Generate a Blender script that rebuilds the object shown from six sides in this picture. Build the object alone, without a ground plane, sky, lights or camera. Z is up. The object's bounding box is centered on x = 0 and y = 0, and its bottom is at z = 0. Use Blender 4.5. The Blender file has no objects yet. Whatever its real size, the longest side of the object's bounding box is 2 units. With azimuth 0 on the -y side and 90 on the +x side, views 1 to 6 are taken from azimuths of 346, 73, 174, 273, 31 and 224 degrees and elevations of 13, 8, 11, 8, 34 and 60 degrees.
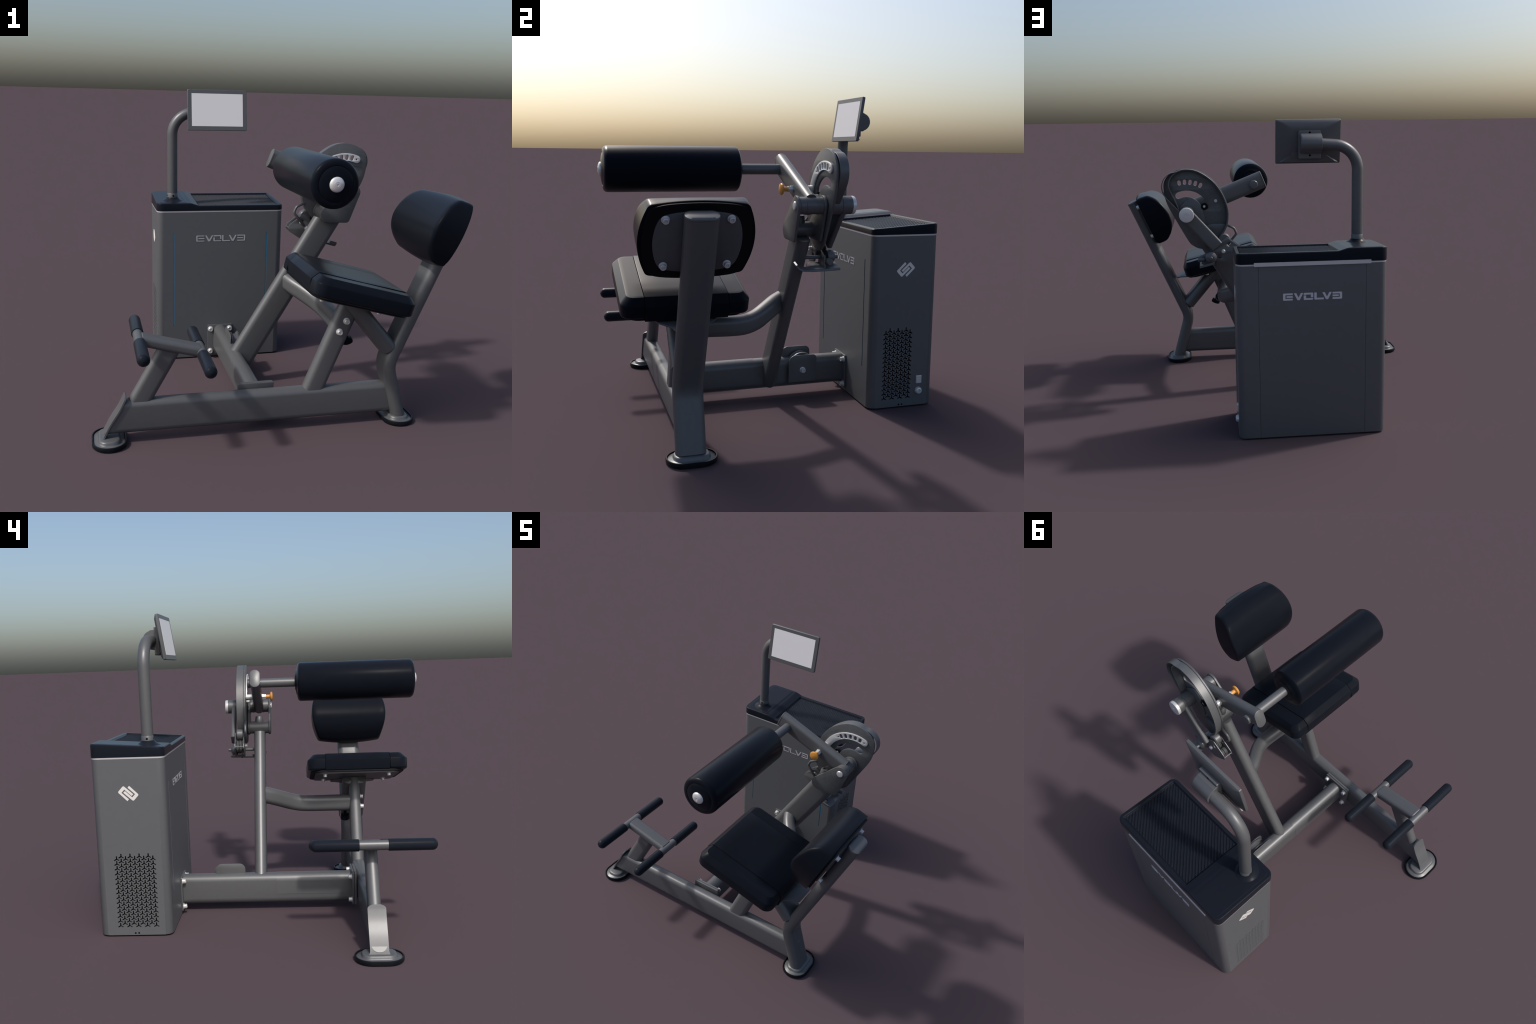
"""Seated abdominal training machine: steel tube frame, drive cabinet with
display, padded seat, backrest, roller arm and cam.  Metres, z up."""
import bpy, bmesh, math, random
from mathutils import Vector, Matrix

random.seed(7)
V = Vector
PI = math.pi

# ------------------------------------------------------------------ materials
def material(name, color, rough=0.45, metal=0.0, spec=0.5, grain=0.0,
             grain_scale=60.0, bump=0.0, bump_scale=400.0, coat=0.0, sheen=0.0, tint=1.0):
    m = bpy.data.materials.new(name)
    m.use_nodes = True
    nt = m.node_tree
    b = nt.nodes["Principled BSDF"]
    b.inputs["Base Color"].default_value = (*color, 1)
    b.inputs["Roughness"].default_value = rough
    b.inputs["Metallic"].default_value = metal
    b.inputs["Specular IOR Level"].default_value = spec
    b.inputs["Specular Tint"].default_value = (tint, tint, tint, 1)   # low tint: dark face-on, glossy at grazing angles
    b.inputs["Coat Weight"].default_value = coat
    b.inputs["Sheen Weight"].default_value = sheen
    tc = nt.nodes.new("ShaderNodeTexCoord")
    if grain > 0:
        n = nt.nodes.new("ShaderNodeTexNoise")
        n.inputs["Scale"].default_value = grain_scale
        n.inputs["Detail"].default_value = 4
        r = nt.nodes.new("ShaderNodeValToRGB")
        r.color_ramp.elements[0].position = 0.3
        r.color_ramp.elements[1].position = 0.7
        r.color_ramp.elements[0].color = (*[c * (1 - grain) for c in color], 1)
        r.color_ramp.elements[1].color = (*[min(1, c * (1 + grain)) for c in color], 1)
        nt.links.new(tc.outputs["Object"], n.inputs["Vector"])
        nt.links.new(n.outputs["Fac"], r.inputs["Fac"])
        nt.links.new(r.outputs["Color"], b.inputs["Base Color"])
    if bump > 0:
        n2 = nt.nodes.new("ShaderNodeTexNoise")
        n2.inputs["Scale"].default_value = bump_scale
        n2.inputs["Detail"].default_value = 2
        bp = nt.nodes.new("ShaderNodeBump")
        bp.inputs["Strength"].default_value = bump
        bp.inputs["Distance"].default_value = 0.001
        nt.links.new(tc.outputs["Object"], n2.inputs["Vector"])
        nt.links.new(n2.outputs["Fac"], bp.inputs["Height"])
        nt.links.new(bp.outputs["Normal"], b.inputs["Normal"])
    return m

STEEL = material("painted_steel", (0.106, 0.110, 0.116), 0.40, 0.25, 0.5, 0.03, 40)
CABINET = material("cabinet_paint", (0.103, 0.109, 0.117), 0.47, 0.15, 0.5, 0.02, 30)
CAST = material("cast_plate", (0.098, 0.102, 0.107), 0.44, 0.25, 0.5, 0.10, 45, 0.35, 55)
LEATHER = material("black_upholstery", (0.0066, 0.0084, 0.0128), 0.32, 0.0, 0.5, 0.06, 25, 0.04, 350, tint=0.02)
SEAM = material("seam_thread", (0.002, 0.002, 0.002), 0.8, 0.0, 0.1)
FOAM = material("roller_cover", (0.0064, 0.0082, 0.0128), 0.30, 0.0, 0.5, 0.05, 25, tint=0.02)
GRIP = material("grip_rubber", (0.0110, 0.0140, 0.0205), 0.36, 0.0, 0.5, 0.06, 60, tint=0.05)
RUBBER = material("foot_rubber", (0.0070, 0.0085, 0.0115), 0.40, 0.0, 0.5, tint=0.08)
LID = material("lid_plastic", (0.0090, 0.0112, 0.0170), 0.32, 0.0, 0.5, 0.05, 40, tint=0.10)
RIB = material("tray_rubber", (0.0120, 0.0145, 0.0200), 0.45, 0.0, 0.5, tint=0.10)
SILVER = material("bright_metal", (0.66, 0.66, 0.66), 0.30, 0.35, 0.5, 0.03, 80)
TRIM = material("trim_metal", (0.60, 0.60, 0.62), 0.30, 0.35, 0.5)
MARK = material("mark_white", (0.74, 0.72, 0.70), 0.45, 0.2, 0.5)
LETTER = material("letter_grey", (0.40, 0.40, 0.43), 0.45, 0.1, 0.5)
LETTER_REAR = material("letter_pale", (0.52, 0.52, 0.56), 0.45, 0.1, 0.5)
BLUE = material("light_strip", (0.055, 0.30, 0.50), 0.35)
ORANGE = material("knob_orange", (0.62, 0.28, 0.055), 0.35, 0.0, 0.5)
SCREEN = material("screen_panel", (0.74, 0.73, 0.74), 0.35, 0.0, 0.5)
BEZEL = material("bezel_grey", (0.095, 0.099, 0.105), 0.40, 0.15, 0.5, 0.02, 40)
DARK = material("inner_dark", (0.003, 0.003, 0.004), 0.8, 0.0, 0.1)
PLATE_GREY = material("backing_plate", (0.085, 0.089, 0.098), 0.45, 0.2, 0.5, 0.04, 40)
BOARD = material("backing_board", (0.004, 0.0045, 0.006), 0.6, 0.0, 0.15)

# ------------------------------------------------------------------ utilities
ROOT = bpy.data.objects.new("exercise_machine", None)
ROOT["label"] = "grey seated abdominal machine with black pads and control cabinet"
ROOT["category"] = "gym machine"
bpy.context.scene.collection.objects.link(ROOT)


def add(name, mesh, mat=None, parent=None, angle=35):
    if mat is not None:
        mesh.materials.clear()
        mesh.materials.append(mat)
    if angle is not None:
        mesh.polygons.foreach_set("use_smooth", [True] * len(mesh.polygons))
        mesh.set_sharp_from_angle(angle=math.radians(angle))
    mesh.name = name
    o = bpy.data.objects.new(name, mesh)
    bpy.context.scene.collection.objects.link(o)
    o.parent = parent or ROOT
    return o


def from_bm(name, bm, mat, parent=None, angle=35, flip=True):
    if flip:
        bmesh.ops.recalc_face_normals(bm, faces=bm.faces)
    me = bpy.data.meshes.new(name)
    bm.to_mesh(me)
    bm.free()
    return add(name, me, mat, parent, angle)


def rounded_rect(w, h, r, n=6):
    """closed loop, centred, counter clockwise"""
    r = min(r, w / 2 - 1e-5, h / 2 - 1e-5)
    pts = []
    for cx, cy, a0 in ((w/2-r, h/2-r, 0), (-w/2+r, h/2-r, 90), (-w/2+r, -h/2+r, 180), (w/2-r, -h/2+r, 270)):
        for i in range(n + 1):
            a = math.radians(a0 + 90 * i / n)
            pts.append((cx + r*math.cos(a), cy + r*math.sin(a)))
    return pts


def bridge(bm, a, b):
    n = len(a)
    for i in range(n):
        j = (i + 1) % n
        try:
            bm.faces.new((a[i], a[j], b[j], b[i]))
        except ValueError:
            pass


def loft(bm, loops, cap0=True, cap1=True):
    vs = [[bm.verts.new(p) for p in l] for l in loops]
    for a, b in zip(vs, vs[1:]):
        bridge(bm, a, b)
    if cap0:
        bm.faces.new(list(reversed(vs[0])))
    if cap1:
        bm.faces.new(vs[-1])
    return vs


def sweep_bm(bm, path, section, side, edge=0.004, cuts=()):
    """section points (a,b): a along (tangent x side), b along side."""
    path = [V(p) for p in path]
    side = V(side).normalized()
    n = len(path)
    loops = []

    def frame(i):
        if i == 0:
            t = path[1] - path[0]
        elif i == n - 1:
            t = path[-1] - path[-2]
        else:
            t = (path[i] - path[i-1]).normalized() + (path[i+1] - path[i]).normalized()
        t.normalize()
        s = (side - t * side.dot(t)).normalized()
        nrm = t.cross(s).normalized()
        k = 1.0
        if 0 < i < n - 1:
            c = (path[i] - path[i-1]).normalized().dot(t)
            k = 1 / max(0.5, c)
        return t, s, nrm, k

    for i in range(n):
        t, s, nrm, k = frame(i)
        if edge and i == 0:
            sc = [(a, b) for a, b in section]
            m = max(max(abs(a), abs(b)) for a, b in section)
            loops.append([path[0] + nrm*(a - math.copysign(min(edge, abs(a)), a)) + s*(b - math.copysign(min(edge, abs(b)), b)) for a, b in sc])
            loops.append([path[0] + t*edge + nrm*a + s*b for a, b in sc])
            continue
        if edge and i == n - 1:
            loops.append([path[-1] - t*edge + nrm*a + s*b for a, b in section])
            loops.append([path[-1] + nrm*(a - math.copysign(min(edge, abs(a)), a)) + s*(b - math.copysign(min(edge, abs(b)), b)) for a, b in section])
            continue
        loops.append([path[i] + nrm*a*k + s*b for a, b in section])
    loft(bm, loops)
    bmesh.ops.recalc_face_normals(bm, faces=bm.faces)
    for co, no in cuts:
        r = bmesh.ops.bisect_plane(bm, geom=bm.verts[:] + bm.edges[:] + bm.faces[:], plane_co=V(co), plane_no=V(no), clear_outer=True)
        ed = [e for e in r["geom_cut"] if isinstance(e, bmesh.types.BMEdge)]
        bmesh.ops.holes_fill(bm, edges=ed, sides=0)


def tube(name, path, w, h, side, mat=STEEL, parent=None, r=None, edge=0.004, cuts=(), n=8):
    """oval tube: w across the path (in-plane), h along side"""
    r = r if r is not None else min(w, h) / 2 * 0.92
    bm = bmesh.new()
    sweep_bm(bm, path, rounded_rect(w, h, r, n), side, edge, cuts)
    return from_bm(name, bm, mat, parent, 40)


def arc_pts(c, r, a0, a1, n, plane="xz", k=0.0):
    out = []
    for i in range(n + 1):
        a = math.radians(a0 + (a1 - a0) * i / n)
        u, v = c[0] + r*math.cos(a), c[1] + r*math.sin(a)
        out.append({"xz": (u, k, v), "yz": (k, u, v), "xy": (u, v, k)}[plane])
    return out


def smooth_path(pts, n=8):
    """Catmull-Rom through the points"""
    P = [V(p) for p in pts]
    P = [P[0]*2 - P[1]] + P + [P[-1]*2 - P[-2]]
    out = []
    for i in range(1, len(P) - 2):
        for j in range(n):
            t = j / n
            a, b, c, d = P[i-1], P[i], P[i+1], P[i+2]
            out.append(0.5*((2*b) + (c-a)*t + (2*a-5*b+4*c-d)*t*t + (3*b-a-3*c+d)*t**3))
    out.append(P[-2])
    return out


def revolve_bm(bm, origin, axis, profile, n=32):
    """profile: list of (radius, distance along axis)"""
    axis = V(axis).normalized()
    ref = V((0, 0, 1)) if abs(axis.z) < 0.9 else V((1, 0, 0))
    u = axis.cross(ref).normalized()
    w = axis.cross(u).normalized()
    o = V(origin)
    loops = []
    for r, d in profile:
        r = max(r, 1e-4)
        loops.append([o + axis*d + (u*math.cos(2*PI*i/n) + w*math.sin(2*PI*i/n))*r for i in range(n)])
    loft(bm, loops)


def revolve(name, origin, axis, profile, mat, parent=None, n=32, angle=35):
    bm = bmesh.new()
    revolve_bm(bm, origin, axis, profile, n)
    return from_bm(name, bm, mat, parent, angle)


def rod(name, p0, p1, r, mat=STEEL, parent=None, bev=0.002, n=28):
    p0, p1 = V(p0), V(p1)
    L = (p1 - p0).length
    return revolve(name, p0, p1 - p0, [(r-bev, 0), (r, bev), (r, L-bev), (r-bev, L)], mat, parent, n)


def plate_mesh(outlines, thick, origin, u, v, bevel=0.0):
    """flat plate with holes: outlines = [outer, hole, hole...] of 2D points;
    centred on the origin plane, thickness along u x v."""
    cu = bpy.data.curves.new("plate", "CURVE")
    cu.dimensions = "2D"
    cu.fill_mode = "BOTH"
    bevel = min(bevel, thick * 0.45)
    cu.extrude = thick / 2 - bevel
    cu.bevel_depth = bevel
    cu.bevel_resolution = 1
    cu.offset = -bevel
    for pts in outlines:
        sp = cu.splines.new("POLY")
        sp.points.add(len(pts) - 1)
        for i, p in enumerate(pts):
            sp.points[i].co = (p[0], p[1], 0, 1)
        sp.use_cyclic_u = True
    ob = bpy.data.objects.new("plate", cu)
    bpy.context.scene.collection.objects.link(ob)
    dg = bpy.context.evaluated_depsgraph_get()
    dg.update()
    me = bpy.data.meshes.new_from_object(ob.evaluated_get(dg))
    bpy.data.objects.remove(ob)
    bpy.data.curves.remove(cu)
    u, v = V(u).normalized(), V(v).normalized()
    w = u.cross(v)
    M = Matrix((( *u, 0), (*v, 0), (*w, 0), (0, 0, 0, 1))).transposed()
    M.translation = V(origin)
    me.transform(M)
    bm = bmesh.new()
    bm.from_mesh(me)
    bmesh.ops.remove_doubles(bm, verts=bm.verts, dist=1e-5)
    bmesh.ops.recalc_face_normals(bm, faces=bm.faces)
    bm.to_mesh(me)
    bm.free()
    return me


def plate(name, outlines, thick, origin, u, v, mat, parent=None, bevel=0.0015, angle=35):
    return add(name, plate_mesh(outlines, thick, origin, u, v, bevel), mat, parent, angle)


def round_poly(pts, r, n=5):
    """fillet the corners of a 2D polygon; r a number or one per corner"""
    out = []
    m = len(pts)
    for i in range(m):
        p, a, b = V(pts[i]), V(pts[i-1]), V(pts[(i+1) % m])
        ri = r[i] if isinstance(r, (list, tuple)) else r
        d0, d1 = (a-p), (b-p)
        L0, L1 = d0.length, d1.length
        d0.normalize(); d1.normalize()
        ang = math.acos(max(-1, min(1, d0.dot(d1))))
        if ri <= 0 or ang > 3.1:
            out.append(tuple(p)); continue
        t = min(ri / math.tan(ang/2), L0*0.49, L1*0.49)
        ri = t * math.tan(ang/2)
        c = p + (d0+d1).normalized() * (ri / math.sin(ang/2))
        s, e = p + d0*t - c, p + d1*t - c
        a0 = math.atan2(s.y, s.x); a1 = math.atan2(e.y, e.x)
        da = (a1 - a0 + PI) % (2*PI) - PI
        for k in range(n+1):
            q = a0 + da*k/n
            out.append((c.x + ri*math.cos(q), c.y + ri*math.sin(q)))
    return out


def slot(cx, cy, half_len, half_w, ang, n=6):
    pts = []
    ca, sa = math.cos(ang), math.sin(ang)
    for e, a0 in ((1, -90), (-1, 90)):
        for i in range(n+1):
            a = math.radians(a0 + 180*i/n)
            x = e*(half_len-half_w) + half_w*math.cos(a)
            y = half_w*math.sin(a)
            pts.append((cx + x*ca - y*sa, cy + x*sa + y*ca))
    return pts


def arc_slot(cx, cy, r0, r1, a0, a1, n=20, m=6):
    pts = []
    rm, hw = (r0+r1)/2, (r1-r0)/2
    for i in range(n+1):
        a = math.radians(a0 + (a1-a0)*i/n)
        pts.append((cx + r1*math.cos(a), cy + r1*math.sin(a)))
    a = math.radians(a1); c = (cx + rm*math.cos(a), cy + rm*math.sin(a))
    for i in range(1, m):
        q = a + PI*i/m
        pts.append((c[0] + hw*math.cos(q), c[1] + hw*math.sin(q)))
    for i in range(n+1):
        b = math.radians(a1 + (a0-a1)*i/n)
        pts.append((cx + r0*math.cos(b), cy + r0*math.sin(b)))
    a = math.radians(a0); c = (cx + rm*math.cos(a), cy + rm*math.sin(a))
    for i in range(1, m):
        q = a + PI + PI*i/m
        pts.append((c[0] + hw*math.cos(q), c[1] + hw*math.sin(q)))
    return pts


def circle(cx, cy, r, n=24):
    return [(cx + r*math.cos(2*PI*i/n), cy + r*math.sin(2*PI*i/n)) for i in range(n)]


# one bolt mesh shared by all: washer, flange, socket head with hex recess, along +z
def bolt_mesh():
    bm = bmesh.new()
    revolve_bm(bm, (0, 0, 0), (0, 0, 1), [(0.0165, 0), (0.0165, 0.002), (0.015, 0.003), (0.0125, 0.003), (0.0125, 0.017), (0.0112, 0.0185), (0.0065, 0.0185), (0.0062, 0.010)], 20)
    bmesh.ops.recalc_face_normals(bm, faces=bm.faces)
    me = bpy.data.meshes.new("bolt")
    bm.to_mesh(me); bm.free()
    me.materials.append(SILVER)
    me.polygons.foreach_set("use_smooth", [True]*len(me.polygons))
    me.set_sharp_from_angle(angle=math.radians(35))
    return me

BOLT = bolt_mesh()


def bolt(pos, direction, parent, scale=1.12, name="bolt"):
    o = bpy.data.objects.new(name, BOLT)
    bpy.context.scene.collection.objects.link(o)
    o.parent = parent
    q = V((0, 0, 1)).rotation_difference(V(direction).normalized())
    o.matrix_local = Matrix.Translation(V(pos)) @ q.to_matrix().to_4x4() @ Matrix.Scale(scale, 4)
    return o


# ================================================================== main frame
YB = -0.570            # plane of the seat frame
YU = 0.047             # plane of the drive upright
X = V((1, 0, 0)); Y = V((0, 1, 0)); Z = V((0, 0, 1))

beam = tube("base_beam", [(-1.0, YB, 0.139), (0.66, YB, 0.139)], 0.178, 0.080, Y, r=0.034,
            cuts=[((-0.879, YB, 0.147), (-0.84, 0, 0.545))])

# front heel plate, a bent strip with rounded top and flared foot
def heel():
    prof = smooth_path([(-0.824, 0, 0.256), (-0.836, 0, 0.226), (-0.860, 0, 0.178), (-0.897, 0, 0.120), (-0.928, 0, 0.062), (-0.946, 0, 0.022)], 6)
    bm = bmesh.new()
    n = len(prof); outer = []; inner = []
    for i, p in enumerate(prof):
        t = (prof[min(i+1, n-1)] - prof[max(i-1, 0)]).normalized()
        nn = V((-t.z, 0, t.x))
        if nn.x > 0: nn = -nn
        s = i / (n-1)
        hw = 0.047
        if s < 0.14: hw = 0.047*math.sqrt(max(0.18, 1 - ((0.14-s)/0.155)**2))
        if s > 0.84: hw = 0.047 + 0.016*((s-0.84)/0.16)**1.5
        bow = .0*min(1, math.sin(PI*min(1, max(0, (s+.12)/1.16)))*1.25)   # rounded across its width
        ks = [k/5 for k in range(-5, 6)]
        outer.append([bm.verts.new(p + nn*(.004 + bow*(1-k*k)) + Y*(YB + hw*k)) for k in ks])
        inner.append([bm.verts.new(p + nn*(-.004 + bow*(1-k*k)) + Y*(YB + hw*k)) for k in ks])
    for A in (outer, inner):
        for i in range(n-1):
            for k in range(10):
                bm.faces.new((A[i][k], A[i+1][k], A[i+1][k+1], A[i][k+1]))
    for i in range(n-1):
        for k in (0, 10):
            bm.faces.new((outer[i][k], inner[i][k], inner[i+1][k], outer[i+1][k]))
    for i in (0, n-1):
        for k in range(10):
            bm.faces.new((outer[i][k], outer[i][k+1], inner[i][k+1], inner[i][k]))
    return from_bm("heel_plate", bm, STEEL, beam, 50)
heel()


def foot(cx, cy):
    """rubber cup, steel base plate and raised boss"""
    def ring(hx, hy, z, r):
        return [V((cx + a, cy + b, z)) for a, b in rounded_rect(hx*2, hy*2, r, 10)]
    bm = bmesh.new()
    loft(bm, [ring(.084, .121, 0, .083), ring(.0875, .1245, .004, .087), ring(.0875, .1245, .021, .087), ring(.0855, .1225, .024, .085),
              ring(.0805, .1175, .024, .080), ring(.080, .117, .014, .0795)])
    pad = from_bm("foot_pad", bm, RUBBER, beam, 40)
    bm = bmesh.new()
    loft(bm, [ring(.079, .116, .010, .0785), ring(.079, .116, .0160, .0785), ring(.077, .114, .0180, .0765),
              ring(.058, .092, .0190, .045), ring(.0545, .0885, .0225, .043), ring(.0535, .0875, .031, .042), ring(.050, .084, .0365, .041),
              ring(.044, .079, .0385, .040)])
    from_bm("foot_plate", bm, STEEL, pad, 50)
foot(-0.911, -0.571)
foot(0.671, -0.567)

# rear post: leaning column, kinked above the base beam
def bend(p, q, r, m=8):
    return p, q, r

def fillet_path(pts, radii, n=8):
    """3D polyline with rounded corners"""
    P = [V(p) for p in pts]
    out = [P[0]]
    for i in range(1, len(P)-1):
        a, p, b = P[i-1], P[i], P[i+1]
        d0, d1 = (a-p).normalized(), (b-p).normalized()
        ang = d0.angle(d1)
        t = radii[i-1] / math.tan(ang/2)
        s, e = p + d0*t, p + d1*t
        for k in range(n+1):
            u = k/n
            out.append(s*(1-u)**2 + p*2*u*(1-u) + e*u*u)
    out.append(P[-1])
    return out

post = tube("backrest_post", fillet_path([(0.672, YB-.001, 0.030), (0.588, YB-.001, 0.335), (0.9630, YB-.001, 1.194)], [0.17], 12), 0.076, 0.150, Y, r=0.036, edge=0.003)
# end cap, slightly wider than the tube
pd = V((0.405, 0, 0.914)); pn = V((0.914, 0, -0.405))
bm = bmesh.new()
capo = V((0.9630, YB-.001, 1.194))
def caploop(w, h, d):
    return [capo + pd*d + pn*a + Y*b for a, b in rounded_rect(w, h, w/2*0.96, 10)]
loft(bm, [caploop(.077, .152, -.002), caploop(.079, .154, 0), caploop(.079, .154, .006), caploop(.074, .149, .011), caploop(.05, .12, .014)])
from_bm("post_cap", bm, STEEL, post, 50)

# foot rest: leg, bridge and two bars with grips
FA, FB = V((-0.755, YB+.003, 0.548)), V((-0.437, YB+.003, 0.467))
leg = tube("footrest_leg", [(-0.790, YB+.004, 0.150), (-0.590, YB+.004, 0.505)], 0.112, 0.066, Y, r=0.030, cuts=[((-.596, 0, .505), (.247, 0, .969))])
fb = tube("footrest_bridge", [FA + (FB-FA)*0.03, FA + (FB-FA)*0.97], 0.056, 0.096, Y, r=0.021, parent=leg)
for P in (FA, FB):
    rod("footrest_bar", P - Y*0.31, P + Y*0.31, 0.0265, STEEL, leg)
    for s in (-1, 1):
        prof = [(0.0275, 0.074), (0.0315, 0.0755), (0.0315, 0.298)]
        prof += [(0.0315*math.cos(math.radians(a)), 0.298 + 0.0275*math.sin(math.radians(a))) for a in range(15, 84, 12)]
        prof += [(0.003, 0.3255), (0.0028, 0.322)]
        revolve("grip", P, Y*s, prof, GRIP, leg, 32)

# seat post, brace, underseat parts
seatpost = tube("seat_post", [(0.150, YB+.002, 0.15), (0.390, YB+.002, 0.740)], 0.118, 0.072, Y, r=0.032, cuts=[((.35, 0, .722), (.254, 0, .967))])
for bx, bz in ((0.338, 0.597), (0.301, 0.539)):
    bolt((bx, YB-.034, bz), (0, -1, 0), seatpost)
tube("seat_brace", [(0.342, YB, 0.727), (0.598, YB, 0.424)], 0.090, 0.158, Y, r=0.042, edge=.012)
# adjuster knob and release ring
kn = revolve("adjuster_knob", (0.385, YB+.062, 0.455), (-.35, 0, .94), [(0.018, -0.02), (0.030, -0.016), (0.031, 0.0), (0.027, 0.014), (0.012, 0.016), (0.012, 0.06)], RUBBER, seatpost, 24)
ring_pts = [(0.372, YB+.09, 0.53)] + [(0.366 + 0.022*math.cos(a), YB+.10, 0.49 + 0.030*math.sin(a)) for a in [math.radians(q) for q in range(100, 430, 20)]]
bm = bmesh.new()
sweep_bm(bm, ring_pts, rounded_rect(.005, .005, .0024, 2), Y, 0)
from_bm("release_wire", bm, STEEL, kn, 60)

# cross beam: sleeve half and inner half, with end flanges
XC = -0.130
cross = tube("cross_beam", [(XC, 0.525, 0.137), (XC, -0.506, 0.137)], 0.090, 0.182, Z, r=0.041)
# the sleeve is an inverted channel over the upper half of the beam
sl = [(0.0467*math.cos(math.radians(a)), 0.1835 + 0.0467*math.sin(math.radians(a))) for a in range(0, 181, 12)] + [(-.0467, .106), (.0467, .106)]
bm = bmesh.new()
loft(bm, [[V((XC + a, y, b)) for a, b in sl] for y in (-.505, -.048)])
from_bm("cross_sleeve", bm, STEEL, cross, 30)
for py, th in ((-0.5045, 0.011), (-0.519, 0.014)):
    plate("flange_plate", [round_poly([(-.228, .046), (-.030, .046), (-.030, .246), (-.228, .246)], .008)], th, (0, py, 0), X, Z, STEEL, cross, .002)
plate("flange_plate", [round_poly([(-.215, .020), (-.046, .020), (-.046, .231), (-.215, .231)], .008)], 0.010, (0, 0.524, 0), X, Z, STEEL, cross, .002)
for bx in (-.196, -.066):
    for bz in (.047, .203):
        bolt((bx, 0.519, bz), (0, -1, 0), cross)
for bx in (-.208, -.050):
    for bz in (.075, .215):
        bolt((bx, -0.499, bz), (0, 1, 0), cross)
# cable wheel with two cheek plates on the cross beam
wheel = revolve("cable_wheel", (-0.115, 0.246, 0.185), X, [(.02, 0), (.078, 0), (.080, .004), (.080, .008), (.068, .014), (.068, .036), (.080, .042), (.080, .046), (.078, .05), (.02, .05)], STEEL, cross, 40)
cheek = [(.158, .085), (.330, .085), (.338, .252), (.162, .252)]
plate("cheek_plate", [round_poly(cheek, [.006, .006, .026, .04])], .006, (-.056, 0, 0), Y, Z, STEEL, cross)
plate("cheek_plate", [round_poly([(.140, .15), (.318, .15), (.318, .288), (.140, .288)], [.006, .006, .035, .035])], .006, (-.133, 0, 0), Y, Z, STEEL, cross)
bolt((-.053, .247, .160), X, cross)

# drive upright and swooping link to the seat post
ud = V((0.517, 0, 0.856))
u0 = V((-0.0945, YU, 0.164))
upright = tube("drive_upright", [u0 - ud*0.12, u0 + ud*1.06], 0.159, 0.073, Y, r=0.035,
               cuts=[((-0.163, 0, 0.205), (-0.823, 0, -0.568)), ((.352, 0, 1.050), (0.19, 0, 0.98))])
sw = tube("link_tube", smooth_path([(0.180, 0.05, 0.660), (0.216, -0.02, 0.636), (0.264, -0.085, 0.608), (0.310, -0.155, 0.579), (0.332, -0.225, 0.563), (0.334, -0.30, 0.560), (0.328, -0.40, 0.561), (0.320, -0.56, 0.562)], 6), 0.082, 0.106, Z, r=0.036)

# ================================================================== seat
TH = math.radians(14.7)
SX = V((math.cos(TH), 0, -math.sin(TH))); SZ = V((math.sin(TH), 0, math.cos(TH)))
SO = V((0.354, YB, 0.851))
def S(x, y, z): return SO + SX*x + Y*y + SZ*z

def seat_side(s):
    """side bolster: rounded outer corners, chamfered top"""
    def ring(inset, z, xl=0.275):
        hx, y0, y1 = xl - inset, 0.2024, 0.311 - inset
        r = max(.03, .085 - inset)
        pts = round_poly([(-hx, y0), (hx, y0), (hx, y1), (-hx, y1)], [0, 0, r, r], 8)
        return [S(x, s*y, z) for x, y in pts]
    bm = bmesh.new()
    loft(bm, [ring(.018, -.106), ring(.004, -.098), ring(.001, -.092), ring(0, -.038), ring(.0015, -.033), ring(.004, -.0295),
              ring(.027, -.003), ring(.030, -.0008), ring(.034, -.0002), ring(.05, 0)])
    return from_bm("bolster_cushion", bm, LEATHER, seat, 24)

bm = bmesh.new()
prof = [(-.255, -.112), (-.268, -.100), (-.2785, -.045), (-.278, -.036), (-.274, -.030), (-.251, -.003), (-.246, .0015), (-.238, .0038),
        (-.15, .0036), (0, .0030), (.15, .0036), (.238, .0042), (.246, .0015), (.251, -.004), (.276, -.032), (.279, -.040), (.280, -.098), (.276, -.112)]
loft(bm, [[S(x*.998, y, z-.0006) for x, z in prof] if abs(y) > .197 else [S(x, y, z) for x, z in prof] for y in (-.1985, -.196, -.1, 0, .1, .196, .1985)])
seat = from_bm("seat_cushion", bm, LEATHER, None, 24)
seat_side(-1); seat_side(1)
# dark seams between the panels
for s in (-1, 1):
    bm = bmesh.new()
    loft(bm, [[S(x*.985, s*(.2005+k), z-.0045 if z > -.05 else z+.004) for x, z in prof] for k in (-.003, .003)])
    from_bm("seam", bm, SEAM, seat, 30)
# board and steel plate underneath
def slab(bm, hx, hy, r, z0, z1, xc=0):
    loft(bm, [[S(xc+a, b, z) for a, b in rounded_rect(2*hx, 2*hy, r, 6)] for z in (z0, z1)])
bm = bmesh.new(); slab(bm, .262, .290, .07, -.113, -.100)
from_bm("seat_board", bm, BOARD, seat)
bm = bmesh.new(); slab(bm, .235, .262, .05, -.122, -.1125)
from_bm("seat_plate", bm, PLATE_GREY, seat)
for bx in (-.19, .13):
    for by in (-.2, .2):
        bolt(S(bx, by, -.122), -SZ, seat, .95)
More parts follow.
